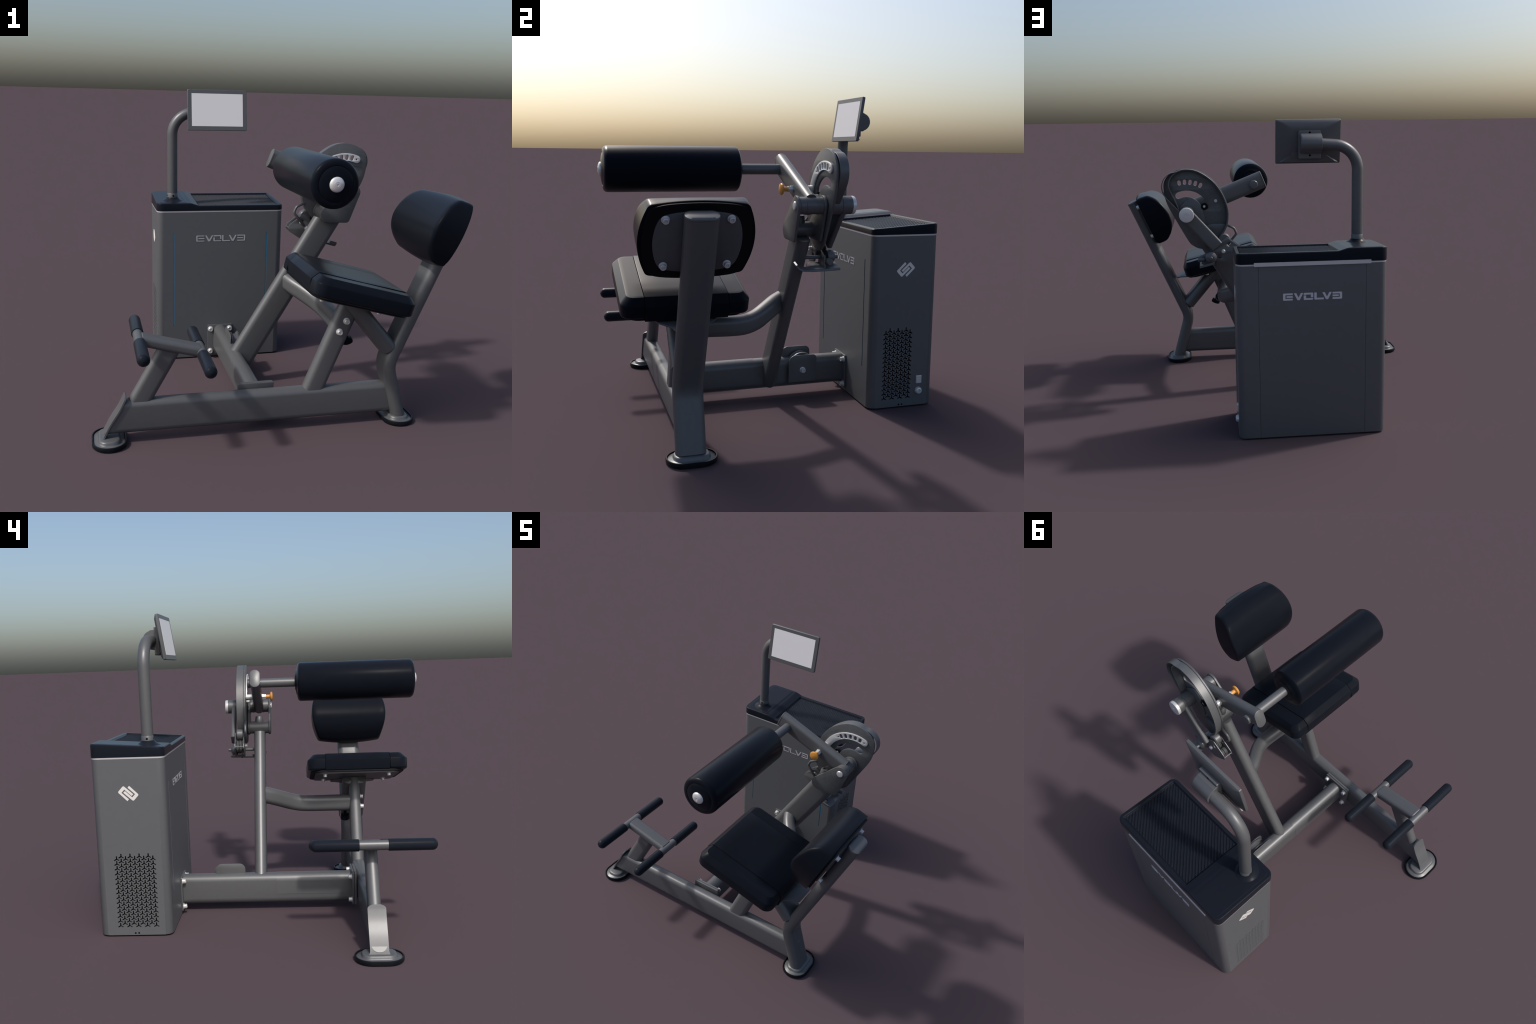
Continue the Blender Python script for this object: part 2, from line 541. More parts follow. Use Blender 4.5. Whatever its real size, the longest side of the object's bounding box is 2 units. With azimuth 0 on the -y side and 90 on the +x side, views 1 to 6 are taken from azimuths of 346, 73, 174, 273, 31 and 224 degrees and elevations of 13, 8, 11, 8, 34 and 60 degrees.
# gusset between the seat plate and the rear post
g = [(.16, -.15), (.265, -.145), (.33, -.075), (.36, -.072), (.36, .072), (.33, .075), (.265, .145), (.16, .15)]
gx = V((.955, 0, -.295)).normalized()
plate("seat_gusset", [round_poly(g, .03)], .008, S(0, 0, -.126), SX, Y, STEEL, seat)

# ================================================================== backrest
BO = V((0.848, YB, 1.083))
bt = math.radians(23.7)
BD = V((math.sin(bt), 0, math.cos(bt))); BN = V((-math.cos(bt), 0, math.sin(bt)))
def Bk(y, v, t): return BO + Y*y + BD*v + BN*t

def barrel(hy, hv, by, bv, r, n=14):
    """rectangle with bulging sides and rounded corners"""
    raw = []
    c = [(hy, hv), (-hy, hv), (-hy, -hv), (hy, -hv)]
    pts = []
    for i in range(4):
        a, b = c[i], c[(i+1) % 4]
        for k in range(n):
            u = k/n
            x, y = a[0]*(1-u) + b[0]*u, a[1]*(1-u) + b[1]*u
            w = 4*u*(1-u)
            if i % 2 == 0: y += math.copysign(bv*w, y)
            else: x += math.copysign(by*w, x)
            pts.append((x, y))
    # soften corners by local averaging
    m = len(pts)
    for _ in range(r):
        q = list(pts)
        for i in (0, n, 2*n, 3*n):
            for d in range(-2, 3):
                j = (i+d) % m
                q[j] = tuple((pts[(j-1) % m][k] + 2*pts[j][k] + pts[(j+1) % m][k])/4 for k in (0, 1))
        pts = q
    return pts

def pad_profile():
    """closed (v, t) loop: flat back, short top and bottom faces, domed front"""
    p = [(-.174 + .347*i/14, 0) for i in range(15)]
    f = [(.1745, .003), (.175, .020), (.173, .040), (.168, .072), (.148, .099), (.114, .126), (.068, .145), (.018, .157), (-.035, .159), (-.088, .146), (-.130, .119),
         (-.155, .092), (-.173, .066), (-.178, .040), (-.177, .020), (-.1755, .003)]
    q = smooth_path([(a, 0, b) for a, b in f], 3)
    return p + [(v.x, v.z) for v in q]
PP = pad_profile()
bm = bmesh.new()
loops = []
def pad_ring(s, back_off, ins):
    """s = -1..1 across the width; ends bulge outwards, rounded by back_off/ins"""
    out = []
    for v, t in PP:
        v2 = v*(1 - ins/.18); t2 = t*(1 - ins/.16)*(.945 + .055*s*s)
        ye = .211 + .047*(1 - min(1, abs(v2)/.182)**2) - back_off
        hv = 1 + .10*(1 - s*s)*(1 - .85*min(1, t/.08))
        out.append(Bk(s*ye, v2*hv, t2 + .002*(1-s*s)))
    return out
RR = .015
for a in (8, 25, 45, 65, 80):
    loops.append(pad_ring(-1, RR*(1-math.cos(math.radians(a))), RR*(1-math.sin(math.radians(a)))))
INS = (.024, .045, .07, .095, .12, .145)
loops = [pad_ring(-1, 0, q) for q in reversed(INS)] + loops
for k in range(-9, 10):
    loops.append(pad_ring(k/10, RR, 0))
for a in (80, 65, 45, 25, 8):
    loops.append(pad_ring(1, RR*(1-math.cos(math.radians(a))), RR*(1-math.sin(math.radians(a)))))
loops += [pad_ring(1, 0, q) for q in INS]
loft(bm, loops)
back = from_bm("backrest_cushion", bm, LEATHER, None, 42)
bm = bmesh.new()
B2 = barrel(.208, .170, .033, .017, 3, 16)
loft(bm, [[Bk(y, v, t) for y, v in B2] for t in (-.011, .0005)])
from_bm("backing_board", bm, BOARD, back)
bm = bmesh.new()
B3 = barrel(.166, .130, .030, .020, 3, 16)
loft(bm, [[Bk(y*f, v*f, t) for y, v in B3] for t, f in ((-.019, .985), (-.0175, 1), (-.0105, 1))])
bplate = from_bm("backing_plate", bm, PLATE_GREY, back)
for by in (-.146, .137):
    for bv in (.115, -.113):
        bolt(Bk(by, bv, -.018), -BN, back)
bm = bmesh.new()
loft(bm, [[Bk(y, v, t) for y, v in rounded_rect(.11, .26, .01, 3)] for t in (-.034, -.0185)])
from_bm("post_pad", bm, STEEL, back)

# ================================================================== roller arm
PX, PZ = 0.560, 1.203                      # main pivot
RA = V((0.127, 0, 1.3685))                 # roller axis
ad = V((0.492, 0, -0.199)).normalized()
arm = tube("roller_arm", [V((0.0665, 0.0525, 1.3995)) + ad*0.002, V((PX, 0.0525, PZ))], 0.113, 0.062, Y, r=0.0295, edge=0.003, cuts=[((PX-.008, 0, PZ+.003), (.927, 0, -.375))])
bm = bmesh.new()
def endl(w, h, d): return [V((0.0665, 0.0525, 1.3995)) + ad*d + V((ad.z, 0, -ad.x))*a + Y*b for a, b in rounded_rect(w, h, h/2*.97, 10)]
loft(bm, [endl(.106, .055, -.005), endl(.113, .063, -.003), endl(.114, .064, .003)])
from_bm("arm_cap", bm, STEEL, arm, 40)
revolve("arm_boss", (RA.x, .082, RA.z), Y, [(.028, 0), (.028, .017), (.025, .021), (.004, .023)], STEEL, arm)
rod("roller_axle", (RA.x, -.30, RA.z), (RA.x, .05, RA.z), .0285, STEEL, arm)
R = .1190
rp = [(.030, -.035), (.052, -.036), (.056, -.040), (.070, -.040), (.076, -.033), (.092, -.028), (R-.012, -.016), (R-.004, -.010), (R, 0)]
prof = []
L = .702
left = [(.030, -.016), (.048, -.016), (.052, -.012), (.074, -.010), (.082, -.005), (.098, -.002), (R-.010, .002), (R-.003, .008), (R, .016)]
right = [(R, L-.020), (R-.0015, L-.011), (R-.006, L-.003), (R-.014, L+.0030), (R-.024, L+.0052), (.0875, L+.0052), (.0860, L+.0035), (.0840, L+.0050), (.072, L+.0095), (.052, L+.0135), (.036, L+.015), (.002, L+.0155)]
roller = revolve("roller_pad", (RA.x, -.210, RA.z), -Y, left + right, FOAM, arm, 64, 25)
revolve("roller_cap", (RA.x, -.9235, RA.z), -Y, [(.0365, 0), (.0365, .005), (.033, .0105), (.024, .0145), (.0135, .0165), (.013, .0155), (.011, .0155), (.0105, .0168), (.006, .017), (.0055, .015), (.003, .015)], SILVER, roller, 36)

# pull pin with orange knob
pin = V((0.372, 0, 1.274))
revolve("pull_knob", pin + Y*-.049, Y, [(.004, 0), (.020, .002), (.028, .005), (.0305, .010), (.028, .016), (.018, .019), (.0125, .022), (.0125, .048)], ORANGE, arm, 32)
revolve("pin_nut", pin + Y*-.004, Y, [(.014, 0), (.0175, .002), (.0175, .010), (.0165, .011), (.0165, .013), (.019, .014), (.019, .030)], SILVER, arm, 6, 20)
rod("lock_pin", pin + Y*.080, pin + Y*.132, .0185, SILVER, arm)

# ================================================================== pivot head
LX, LZ = 0.412, 1.069                      # lower cross tube
head = rod("cross_tube", (LX, -.014, LZ), (LX, .113, LZ), .041, STEEL)
rod("pivot_tube", (PX, -.012, PZ), (PX, .112, PZ), .0435, STEEL, head)

def hull(circles, n=28):
    pts = []
    for cx, cy, r in circles:
        pts += circle(cx, cy, r, n)
    pts = sorted(set((round(a, 5), round(b, 5)) for a, b in pts))
    def half(ps):
        h = []
        for p in ps:
            while len(h) > 1 and (h[-1][0]-h[-2][0])*(p[1]-h[-2][1]) - (h[-1][1]-h[-2][1])*(p[0]-h[-2][0]) <= 0:
                h.pop()
            h.append(p)
        return h
    a, b = half(pts), half(list(reversed(pts)))
    return a[:-1] + b[:-1]

bracket = hull([(PX, PZ, .050), (LX, LZ, .048), (.528, 1.043, .024)])
plate("head_plate", [bracket], .015, (0, -.0195, 0), X, Z, CAST, head, .004)
plate("head_plate", [bracket], .015, (0, .1185, 0), X, Z, CAST, head, .004)
revolve("pivot_cap", (PX, -.026, PZ), -Y, [(.022, 0), (.022, .004), (.019, .008), (.003, .0095)], SILVER, head)
for yy in (.022, .086):
    revolve("pivot_ring", (PX, yy, PZ), Y, [(.043, 0), (.0455, .001), (.0455, .006), (.043, .007)], STEEL, head)
revolve("rubber_stop", (.412, .049, 1.098), (.08, 0, 1), [(.0285, 0), (.0285, .010), (.0235, .042), (.021, .045), (.011, .045), (.010, .038)], CAST, head, 28)

# ================================================================== cam
def arcxz(r, a0, a1, n):
    return [(PX + r*math.cos(math.radians(a0+(a1-a0)*i/n)), PZ + r*math.sin(math.radians(a0+(a1-a0)*i/n))) for i in range(n+1)]
cam_ctrl = [(.632, 1.157), (.682, 1.257), (.700, 1.330), (.701, 1.385), (.690, 1.418), (.665, 1.447), (.630, 1.468), (.590, 1.480), (.552, 1.484), (.510, 1.479), (.466, 1.463),
            (.420, 1.434), (.380, 1.400), (.345, 1.354), (.318, 1.300), (.300, 1.245), (.294, 1.190), (.300, 1.130), (.318, 1.084), (.345, 1.045), (.378, 1.008), (.415, .980), (.452, .966),
            (.490, .968), (.528, .988), (.556, 1.018)]
def closed_smooth(p, n=4):
    m = len(p); out = []
    for i in range(m):
        a, b, c, d = (V(p[(i+k) % m]) for k in (-1, 0, 1, 2))
        for j in range(n):
            t = j/n
            out.append(tuple(0.5*((2*b) + (c-a)*t + (2*a-5*b+4*c-d)*t*t + (3*b-a-3*c+d)*t**3)))
    return out
cam_out = closed_smooth(cam_ctrl)
holes = [arc_slot(PX, PZ, .100, .141, 66, 163, 24)]
slots = [slot(PX + .195*math.cos(math.radians(a)), PZ + .195*math.sin(math.radians(a)), .0165, .0105, math.radians(a)) for a in (77.5, 87.5, 97.6, 107.7, 117.6)]
cam = plate("cam_plate", [cam_out] + holes + slots, .012, (0, .1355, 0), X, Z, CAST, None, .0025)
liner = arc_slot(PX, PZ, .174, .220, 68, 158, 30, 8)
dots = [circle(PX + .196*math.cos(math.radians(a)), PZ + .196*math.sin(math.radians(a)), .005, 10) for a in (68.5, 123.5)]
plate("index_plate", [liner] + slots + dots, .008, (0, .1255, 0), X, Z, SILVER, cam, .0015)

# rim drum and belt: strips along a path in the cam plane
def strip(name, pts, y0, y1, th, mat, parent):
    P = [V((a, 0, b)) for a, b in pts]
    bm = bmesh.new(); loops = []
    n = len(P)
    for i, p in enumerate(P):
        t = (P[min(i+1, n-1)] - P[max(i-1, 0)]).normalized()
        nn = V((-t.z, 0, t.x))*(th/2)
        e = .0012
        a, b = p+nn, p-nn
        loops.append([a+Y*(y0+e), a+Y*(y1-e), a*.75+b*.25+Y*y1, a*.25+b*.75+Y*y1, b+Y*(y1-e), b+Y*(y0+e), a*.25+b*.75+Y*y0, a*.75+b*.25+Y*y0])
    loft(bm, loops)
    return from_bm(name, bm, mat, parent, 40)
def sp2(pts, n=6):
    return [(p.x, p.z) for p in smooth_path([(a, 0, b) for a, b in pts], n)]
top_arc = [(.618, 1.4615), (.585, 1.473), (.552, 1.476), (.512, 1.471), (.470, 1.455), (.426, 1.427), (.387, 1.393), (.353, 1.348), (.326, 1.296), (.308, 1.243), (.302, 1.190), (.308, 1.133), (.326, 1.088), (.352, 1.052)]
drum_in = sp2([(.606, 1.222), (.632, 1.285), (.657, 1.340), (.668, 1.375), (.662, 1.412), (.643, 1.442)] + top_arc)
strip("cam_rim", drum_in, .140, .186, .007, CAST, cam)
belt = sp2([(.602, 1.212), (.655, 1.268), (.697, 1.318), (.711, 1.360), (.706, 1.402), (.685, 1.435), (.652, 1.457)] + [(PX + (a-PX)*1.012, PZ + (b-PZ)*1.012) for a, b in top_arc[0:]])
strip("belt", belt, .1445, .190, .005, STEEL, cam)
# stepped lower web inside the drum and belt anchor
plate("cam_web", [closed_smooth([(.432, 1.122), (.318, 1.124), (.322, 1.085), (.352, 1.045), (.40, 1.0), (.44, 1.05)], 3)], .020, (0, .150, 0), X, Z, CAST, cam, .003)
rod("anchor_roller", (.327, .1525, 1.032), (.327, .1965, 1.032), .036, STEEL, cam, .006)
plate("cam_hub_web", [closed_smooth([(.60, 1.17), (.615, 1.22), (.585, 1.262), (.54, 1.295), (.505, 1.285), (.47, 1.25), (.455, 1.2), (.445, 1.13), (.50, 1.1), (.56, 1.13)], 4)], .010, (0, .1455, 0), X, Z, CAST, cam, .003)
revolve("hub_sleeve", (PX, .138, PZ), Y, [(.047, 0), (.047, .068), (.0445, .070), (.0445, .072), (.0465, .074), (.0465, .126)], CAST, cam, 40)
revolve("hub_cap", (PX, .263, PZ), Y, [(.046, 0), (.0462, .014), (.044, .019), (.036, .0205), (.0135, .021), (.013, .020), (.011, .020), (.0105, .021), (.005, .021), (.0045, .019)], SILVER, cam, 40)
revolve("grommet", (.449, .138, 1.241), Y, [(.0225, 0), (.0225, .012), (.019, .015), (.012, .015), (.0115, .009), (.003, .009)], RUBBER, cam, 28)
rod("grommet_pin", (.449, .110, 1.241), (.449, .150, 1.241), .009, SILVER, cam)
rod("stop_pin", (.375, .120, 1.275), (.375, .149, 1.275), .0105, SILVER, cam)

# link bar from the hub to the pulley block
tube("link_bar", [(PX-.01, .222, PZ-.012), (.3735, .222, .990)], .083, .031, Y, r=.012, parent=cam, edge=.003)
blk = [(.213, .955), (.226, .982), (.311, 1.047), (.352, 1.022), (.404, .958), (.384, .893), (.308, .884), (.245, .925)]
pul = plate("pulley_cheek", [round_poly(blk, .012), circle(.30, 1.0, .016, 16), circle(.36, .925, .014, 16)], .006, (0, .148, 0), X, Z, STEEL, cam)
plate("pulley_cheek", [round_poly(blk, .012), circle(.30, 1.0, .016, 16), circle(.36, .925, .014, 16)], .006, (0, .203, 0), X, Z, STEEL, cam)
for py in (.156, .178):
    revolve("pulley", (.336, py, .957), Y, [(.012, 0), (.044, 0), (.046, .002), (.046, .003), (.038, .009), (.046, .015), (.046, .016), (.044, .018), (.012, .018)], STEEL, cam, 36)
    revolve("pulley", (.268, py, .950), Y, [(.008, 0), (.026, 0), (.027, .002), (.022, .009), (.027, .016), (.026, .018), (.008, .018)], STEEL, cam, 28)
bolt((.336, .146, .957), -Y, cam, .85)
revolve("pulley_nut", (.336, .206, .957), Y, [(.013, 0), (.013, .008), (.009, .013), (.003, .014)], SILVER, cam)
rod("tie_rod", (.222, .148, .962), (.222, .203, .962), .004, STEEL, cam, .001, 12)
bm = bmesh.new()
sweep_bm(bm, fillet_path([(.315, .134, 1.120), (.262, .134, 1.094), (.246, .134, 1.058), (.314, .134, .977)], [.025, .02], 6), rounded_rect(.0155, .0155, .0076, 4), Y, .002)
from_bm("guard_wire", bm, STEEL, cam, 60)
# hooked support strip behind the upright, with rod end
hp = smooth_path([(0, .012, .902), (0, .020, .886), (0, .042, .874), (0, .07, .870), (0, .16, .871), (0, .250, .874)], 6)
bm = bmesh.new(); loops = []
for i, p in enumerate(hp):
    t = (hp[min(i+1, len(hp)-1)] - hp[max(i-1, 0)]).normalized()
    nn = V((0, -t.z, t.y))*(.0045 if p.y < .085 else .007)
    xl = .446 if p.y < .085 else .395
    a, b = V((.489, p.y, p.z-.008)), V((xl, p.y, p.z+.004 if xl > .42 else p.z+.014))
    loops.append([a+nn*.6, a*.96+b*.04+nn, b+nn, b-nn, a*.96+b*.04-nn, a-nn*.6])
loft(bm, loops)
hook = from_bm("hook_bracket", bm, STEEL, None, 50)
rod("hook_rod", (.415, .05, .922), (.415, .262, .922), .010, STEEL, hook)
revolve("hook_roller", (.415, .196, .922), Y, [(.02, 0), (.036, .002), (.038, .010), (.036, .034), (.022, .046), (.004, .048)], STEEL, hook, 28)
rod("hook_bolt", (.455, .19, .905), (.50, .19, .905), .016, STEEL, hook)
plate("hook_web", [round_poly([(.375, .868), (.48, .862), (.47, .93), (.40, .965)], .012)], .008, (0, .170, 0), X, Z, STEEL, hook)

# ================================================================== cabinet
CX0, CX1, CY0, CY1 = -0.549, 0.288, 0.529, 0.934
CR = 0.040                                  # corner radius
CZ0, CZ1 = 0.006, 1.003
def quarter(cx, cy, r, a0, a1, n=10):
    return [(cx + r*math.cos(math.radians(a0+(a1-a0)*i/n)), cy + r*math.sin(math.radians(a0+(a1-a0)*i/n))) for i in range(n+1)]
def corner_strip(bm, pts, z0, z1, th=.006):
    """vertical sheet following a plan path, with soft lower edge"""
    n = len(pts); loops = []
    P = [V((a, b, 0)) for a, b in pts]
    out, inn = [], []
    for i in range(n):
        t = (P[min(i+1, n-1)] - P[max(i-1, 0)]).normalized()
        nn = V((t.y, -t.x, 0))
        out.append(P[i]); inn.append(P[i] - nn*th)
    lo = [[p + Z*z1 for p in out], [p + Z*(z0+.006) for p in out], [o*.7+i*.3 + Z*(z0+.001) for o, i in zip(out, inn)], [p + Z*z0 for p in inn], [p + Z*z1 for p in inn]]
    vs = [[bm.verts.new(p) for p in l] for l in lo]
    for a, b in zip(vs, vs[1:]):
        for i in range(n-1):
            bm.faces.new((a[i], a[i+1], b[i+1], b[i]))
GAPX0, GAPX1 = -0.4295, 0.1675              # seams of the rear panel
bm = bmesh.new()
corner_strip(bm, [(CX0, CY0+CR)] + quarter(CX0+CR, CY0+CR, CR, 180, 270)[1:], CZ0, CZ1)
corner_strip(bm, quarter(CX1-CR, CY0+CR, CR, 270, 360), CZ0, CZ1)
corner_strip(bm, quarter(CX1-CR, CY1-CR, CR, 0, 90) + [(GAPX1+.0007, CY1)], CZ0, CZ1)
corner_strip(bm, [(GAPX0-.0007, CY1)] + quarter(CX0+CR, CY1-CR, CR, 90, 180), CZ0, CZ1)
corner_strip(bm, [(GAPX1-.0007, CY1), (GAPX0+.0007, CY1)], CZ0, CZ1)
cab = from_bm("cabinet_shell", bm, CABINET, None, 30, flip=False)

def tri_vent(cx, cy, L=.0160, w=.0034):
    """three-armed slot"""
    pts = []
    for k in range(3):
        a = math.radians(90 + 120*k)
        d, p = V((math.cos(a), math.sin(a))), V((-math.sin(a), math.cos(a)))
        b = math.radians(90 + 120*k - 60)
        crotch = V((math.cos(b), math.sin(b)))*(w/math.sin(math.radians(60)))
        pts += [tuple(V((cx, cy)) + crotch), tuple(V((cx, cy)) + d*L - p*w), tuple(V((cx, cy)) + d*(L+.0012)), tuple(V((cx, cy)) + d*L + p*w)]
    return pts

def vents(yc, cols, ztop, rows=15, px=.0253, pz=.0274):
    hs = []
    for c in range(cols):
        y = yc + (c - (cols-1)/2)*px
        for r in range(rows):
            z = ztop - r*pz - (0 if c % 2 else pz/2)
            hs.append(tri_vent(y, z))
    return hs

zc0 = CZ0 + .0005
side_rect = [(CY0+CR, zc0), (CY1-CR, zc0), (CY1-CR, CZ1), (CY0+CR, CZ1)]
notches = [[(.715, .012), (.725, .012), (.725, .022), (.715, .022)], [(.735, .012), (.745, .012), (.745, .022), (.735, .022)]]
plate("vent_panel", [side_rect] + vents(.720, 9, .459) + notches, .006, (CX0+.003, 0, 0), Y, Z, CABINET, cab, 0)
plate("vent_panel", [side_rect] + vents(.700, 7, .459) + notches, .006, (CX1-.003, 0, 0), Y, Z, CABINET, cab, 0)
gro = [[(gx-.0045, .233), (gx+.0045, .233), (gx+.0045, .862), (gx-.0045, .862)] for gx in (-.4425, .182)]
plate("lit_panel", [[(CX0+CR, zc0), (CX1-CR, zc0), (CX1-CR, CZ1), (CX0+CR, CZ1)]] + gro, .012, (0, CY0+.006, 0), X, Z, CABINET, cab, 0)
bm = bmesh.new()
def box(bm, x0, x1, y0, y1, z0, z1):
    loft(bm, [[V((x0, y0, z)), V((x1, y0, z)), V((x1, y1, z)), V((x0, y1, z))] for z in (z0, z1)])
for gx in (-.4425, .182):
    b2 = bmesh.new()
    box(b2, gx-.0044, gx+.0044, CY0+.0035, CY0+.0115, .2335, .8615)
    from_bm("light_strip", b2, BLUE, cab, None)
b2 = bmesh.new()
box(b2, CX0+.095, CX1-.095, CY0+.022, CY1-.012, .008, .99)
from_bm("dark_inner_block", b2, DARK, cab, None)  # near-black block filling the cabinet behind the vents
b2 = bmesh.new()
loft(b2, [[V((-.131+a, .728+b, z)) for a, b in rounded_rect(.815, .375, .03, 6)] for z in (0, .010)])
from_bm("cabinet_base", b2, DARK, cab, None)

def outline(inset=0):
    return [(( CX0+CX1)/2 + a, (CY0+CY1)/2 + b) for a, b in rounded_rect(CX1-CX0-2*inset, CY1-CY0-2*inset, CR-inset, 10)]
b2 = bmesh.new()
loft(b2, [[V((a, b, z)) for a, b in outline(i)] for z, i in ((1.0015, .004), (1.0015, .0012), (1.0025, -.0004), (1.011, -.0004), (1.012, .0005), (1.012, .004))])
from_bm("trim_band", b2, TRIM, cab, 40)
b2 = bmesh.new()
loft(b2, [[V((a, y, b)) for a, b in round_poly([(-.456, .999), (.191, .999), (.191, 1.020), (-.456, 1.020)], .004)] for y in (CY1-.004, .9385, .940)])
from_bm("grab_rail", b2, TRIM, cab, 40)

# lid: raised deck on the left, sunken ribbed tray on the right
TX0, TX1, TY0, TY1 = -.278, .266, .551, .907
def sstep(a, b, x):
    t = max(0, min(1, (x-a)/(b-a))); return t*t*(3-2*t)
def lid_height(x, y, d):
    h = 1.0445 + 0.068*(y-CY0) + .0165*(1-sstep(-.340, -.268, x))
    r = .008
    if d < r: h -= r - math.sqrt(max(0, r*r-(r-d)**2))
    tx = min(sstep(TX0-.004, TX0+.006, x), 1-sstep(TX1-.006, TX1+.004, x)); ty = min(sstep(TY0-.004, TY0+.006, y), 1-sstep(TY1-.006, TY1+.004, y))
    h -= .0125*min(tx, ty)
    if x < -.352 and d > .022: h += .0010*min(1, (d-.022)/.002)*min(1, (-.352-x)/.002)
    return h
def ticks(a, b, marks, step):
    base = [a, a+.0008, a+.002, a+.0045, a+.008, b-.008, b-.0045, b-.002, b-.0008, b] + marks
    base = sorted(set(round(v, 5) for v in base if a <= v <= b))
    out = []
    for p, q in zip(base, base[1:]):
        k = max(1, math.ceil((q-p)/step))
        out += [p + (q-p)*i/k for i in range(k)]
    return out + [b]
LX0, LX1, LY0, LY1 = CX0-.0018, CX1+.0018, CY0-.0018, CY1+.0018
def around(v): return [v-.006, v-.004, v-.001, v+.001, v+.004, v+.006]
xs = ticks(LX0, LX1, around(TX0) + around(TX1) + [-.354, -.352, -.34, -.328, -.316, -.304, -.292, LX0+.022, LX0+.024] + [LX0+CR*k/6 for k in range(1, 7)] + [LX1-CR*k/6 for k in range(1, 7)], .012)
ys = ticks(LY0, LY1, around(TY0) + around(TY1) + [LY0+.022, LY0+.024, LY1-.022, LY1-.024] + [LY0+CR*k/6 for k in range(1, 7)] + [LY1-CR*k/6 for k in range(1, 7)], .012)
b2 = bmesh.new()
grid = []
for x in xs:
    row = []
    for y in ys:
        px, py = x, y
        ax = (LX0+CR-x)/CR if x < LX0+CR else ((x-(LX1-CR))/CR if x > LX1-CR else 0)
        ay = (LY0+CR-y)/CR if y < LY0+CR else ((y-(LY1-CR))/CR if y > LY1-CR else 0)
        d = min(x-LX0, LX1-x, y-LY0, LY1-y)
        if ax > 0 and ay > 0:
            m = max(ax, ay); a = math.atan2(ay, ax)
            sx = -1 if x < 0 - .13 else 1; sy = -1 if y < .7 else 1
            ox = LX0+CR if sx < 0 else LX1-CR; oy = LY0+CR if sy < 0 else LY1-CR
            px, py = ox + sx*m*CR*math.cos(a), oy + sy*m*CR*math.sin(a)
            d = CR*(1-m)
        row.append(b2.verts.new((px, py, lid_height(px, py, d))))
    grid.append(row)
for i in range(len(xs)-1):
    for j in range(len(ys)-1):
        b2.faces.new((grid[i][j], grid[i+1][j], grid[i+1][j+1], grid[i][j+1]))
rimv = [r[0] for r in grid] + grid[-1][1:] + [r[-1] for r in reversed(grid[:-1])] + list(reversed(grid[0][1:-1]))
low = [b2.verts.new((v.co.x, v.co.y, 1.0115)) for v in rimv]
bridge(b2, rimv, low)
b2.faces.new(low)
lid = from_bm("cabinet_lid", b2, LID, cab, 40)

# diagonal ribs of the tray
b2 = bmesh.new()
rd = V((1, -0.92)).normalized(); rn = V((-rd.y, rd.x))
pitch = .0165
x0, x1, y0, y1 = TX0+.007, TX1-.007, TY0+.007, TY1-.007
cc = V(((x0+x1)/2, (y0+y1)/2))
for k in range(-34, 35):
    o = cc + rn*(k*pitch)
    t0, t1 = -9, 9
    for c, dd, lo, hi in ((o.x, rd.x, x0, x1), (o.y, rd.y, y0, y1)):
        a, b = (lo-c)/dd, (hi-c)/dd
        t0, t1 = max(t0, min(a, b)), min(t1, max(a, b))
    if t1 - t0 < .008: continue
    loops = []
    for t in (t0, t1):
        p = o + rd*t
        zb = lid_height(p.x, p.y, .05)
        zb = 1.0445 + .068*(p.y-CY0) - .0125
        loops.append([V((p.x + rn.x*w, p.y + rn.y*w, zb + h)) for w, h in ((-.0058, -.001), (-.0030, .0036), (.0030, .0036), (.0058, -.001))])
    loft(b2, loops)
ribs = from_bm("tray_ribs", b2, RIB, lid, 20)
ribs["kind"] = "stuff"

# letters and mark
def letters(stroke=1.0):
    """outlines of the six letters in a box 1840 x 215"""
    T, W = 52*stroke, 76*stroke
    H = 215
    def e(x0, mirror=False):
        a = round_poly([(0, 0), (300, 0), (300, T), (W, T), (W, H-T), (300, H-T), (300, H), (0, H)], [26, 0, 0, 0, 0, 0, 0, 26], 3)
        b = [(W+32, H/2-T/2), (300, H/2-T/2), (300, H/2+T/2), (W+32, H/2+T/2)]
        if mirror:
            a = [(300-x, y) for x, y in reversed(a)]; b = [(300-x, y) for x, y in reversed(b)]
        return [[(x+x0, y) for x, y in p] for p in (a, b)]
    def v(x0):
        w = 76*stroke
        return [[(x0, H), (x0+w, H), (x0+146, 80*(2-stroke)**-1), (x0+292-w, H), (x0+292, H), (x0+188, 12), (x0+170, 0), (x0+122, 0), (x0+104, 12)]]
    o = [round_poly([(640, H-T-8), (640, H), (938, H), (938, 78), (938-W, 78), (938-W, H-T)], [0, 26, 26, 0, 0, 0], 3),
         round_poly([(640, 0), (920, 0), (938, T), (640+W, T), (640+W, 137), (640, 137)], [26, 4, 0, 0, 0, 0], 3)]
    l = [round_poly([(970, 0), (1268, 0), (1268, T), (970+W, T), (970+W, H), (970, H)], [26, 0, 0, 0, 0, 0], 3)]
    return e(0) + v(335) + o + l + v(1222) + e(1540, True)

def text_on(y, sx, xl, z0, mat, stroke, lift):
    s = .328/1840
    meshes = bmesh.new()
    for pts in letters(stroke):
        me = plate_mesh([[(x*s, z*.040/215) for x, z in pts]], .0016, (xl, y + lift, z0), X*sx, Z, 0)
        meshes.from_mesh(me); bpy.data.meshes.remove(me)
    return from_bm("lettering", meshes, mat, cab, None)
text_on(CY0, 1, -.295, .8065, LETTER, .62, -.0006)
text_on(CY1, -1, .034, .8040, LETTER_REAR, 1.0, .0006)

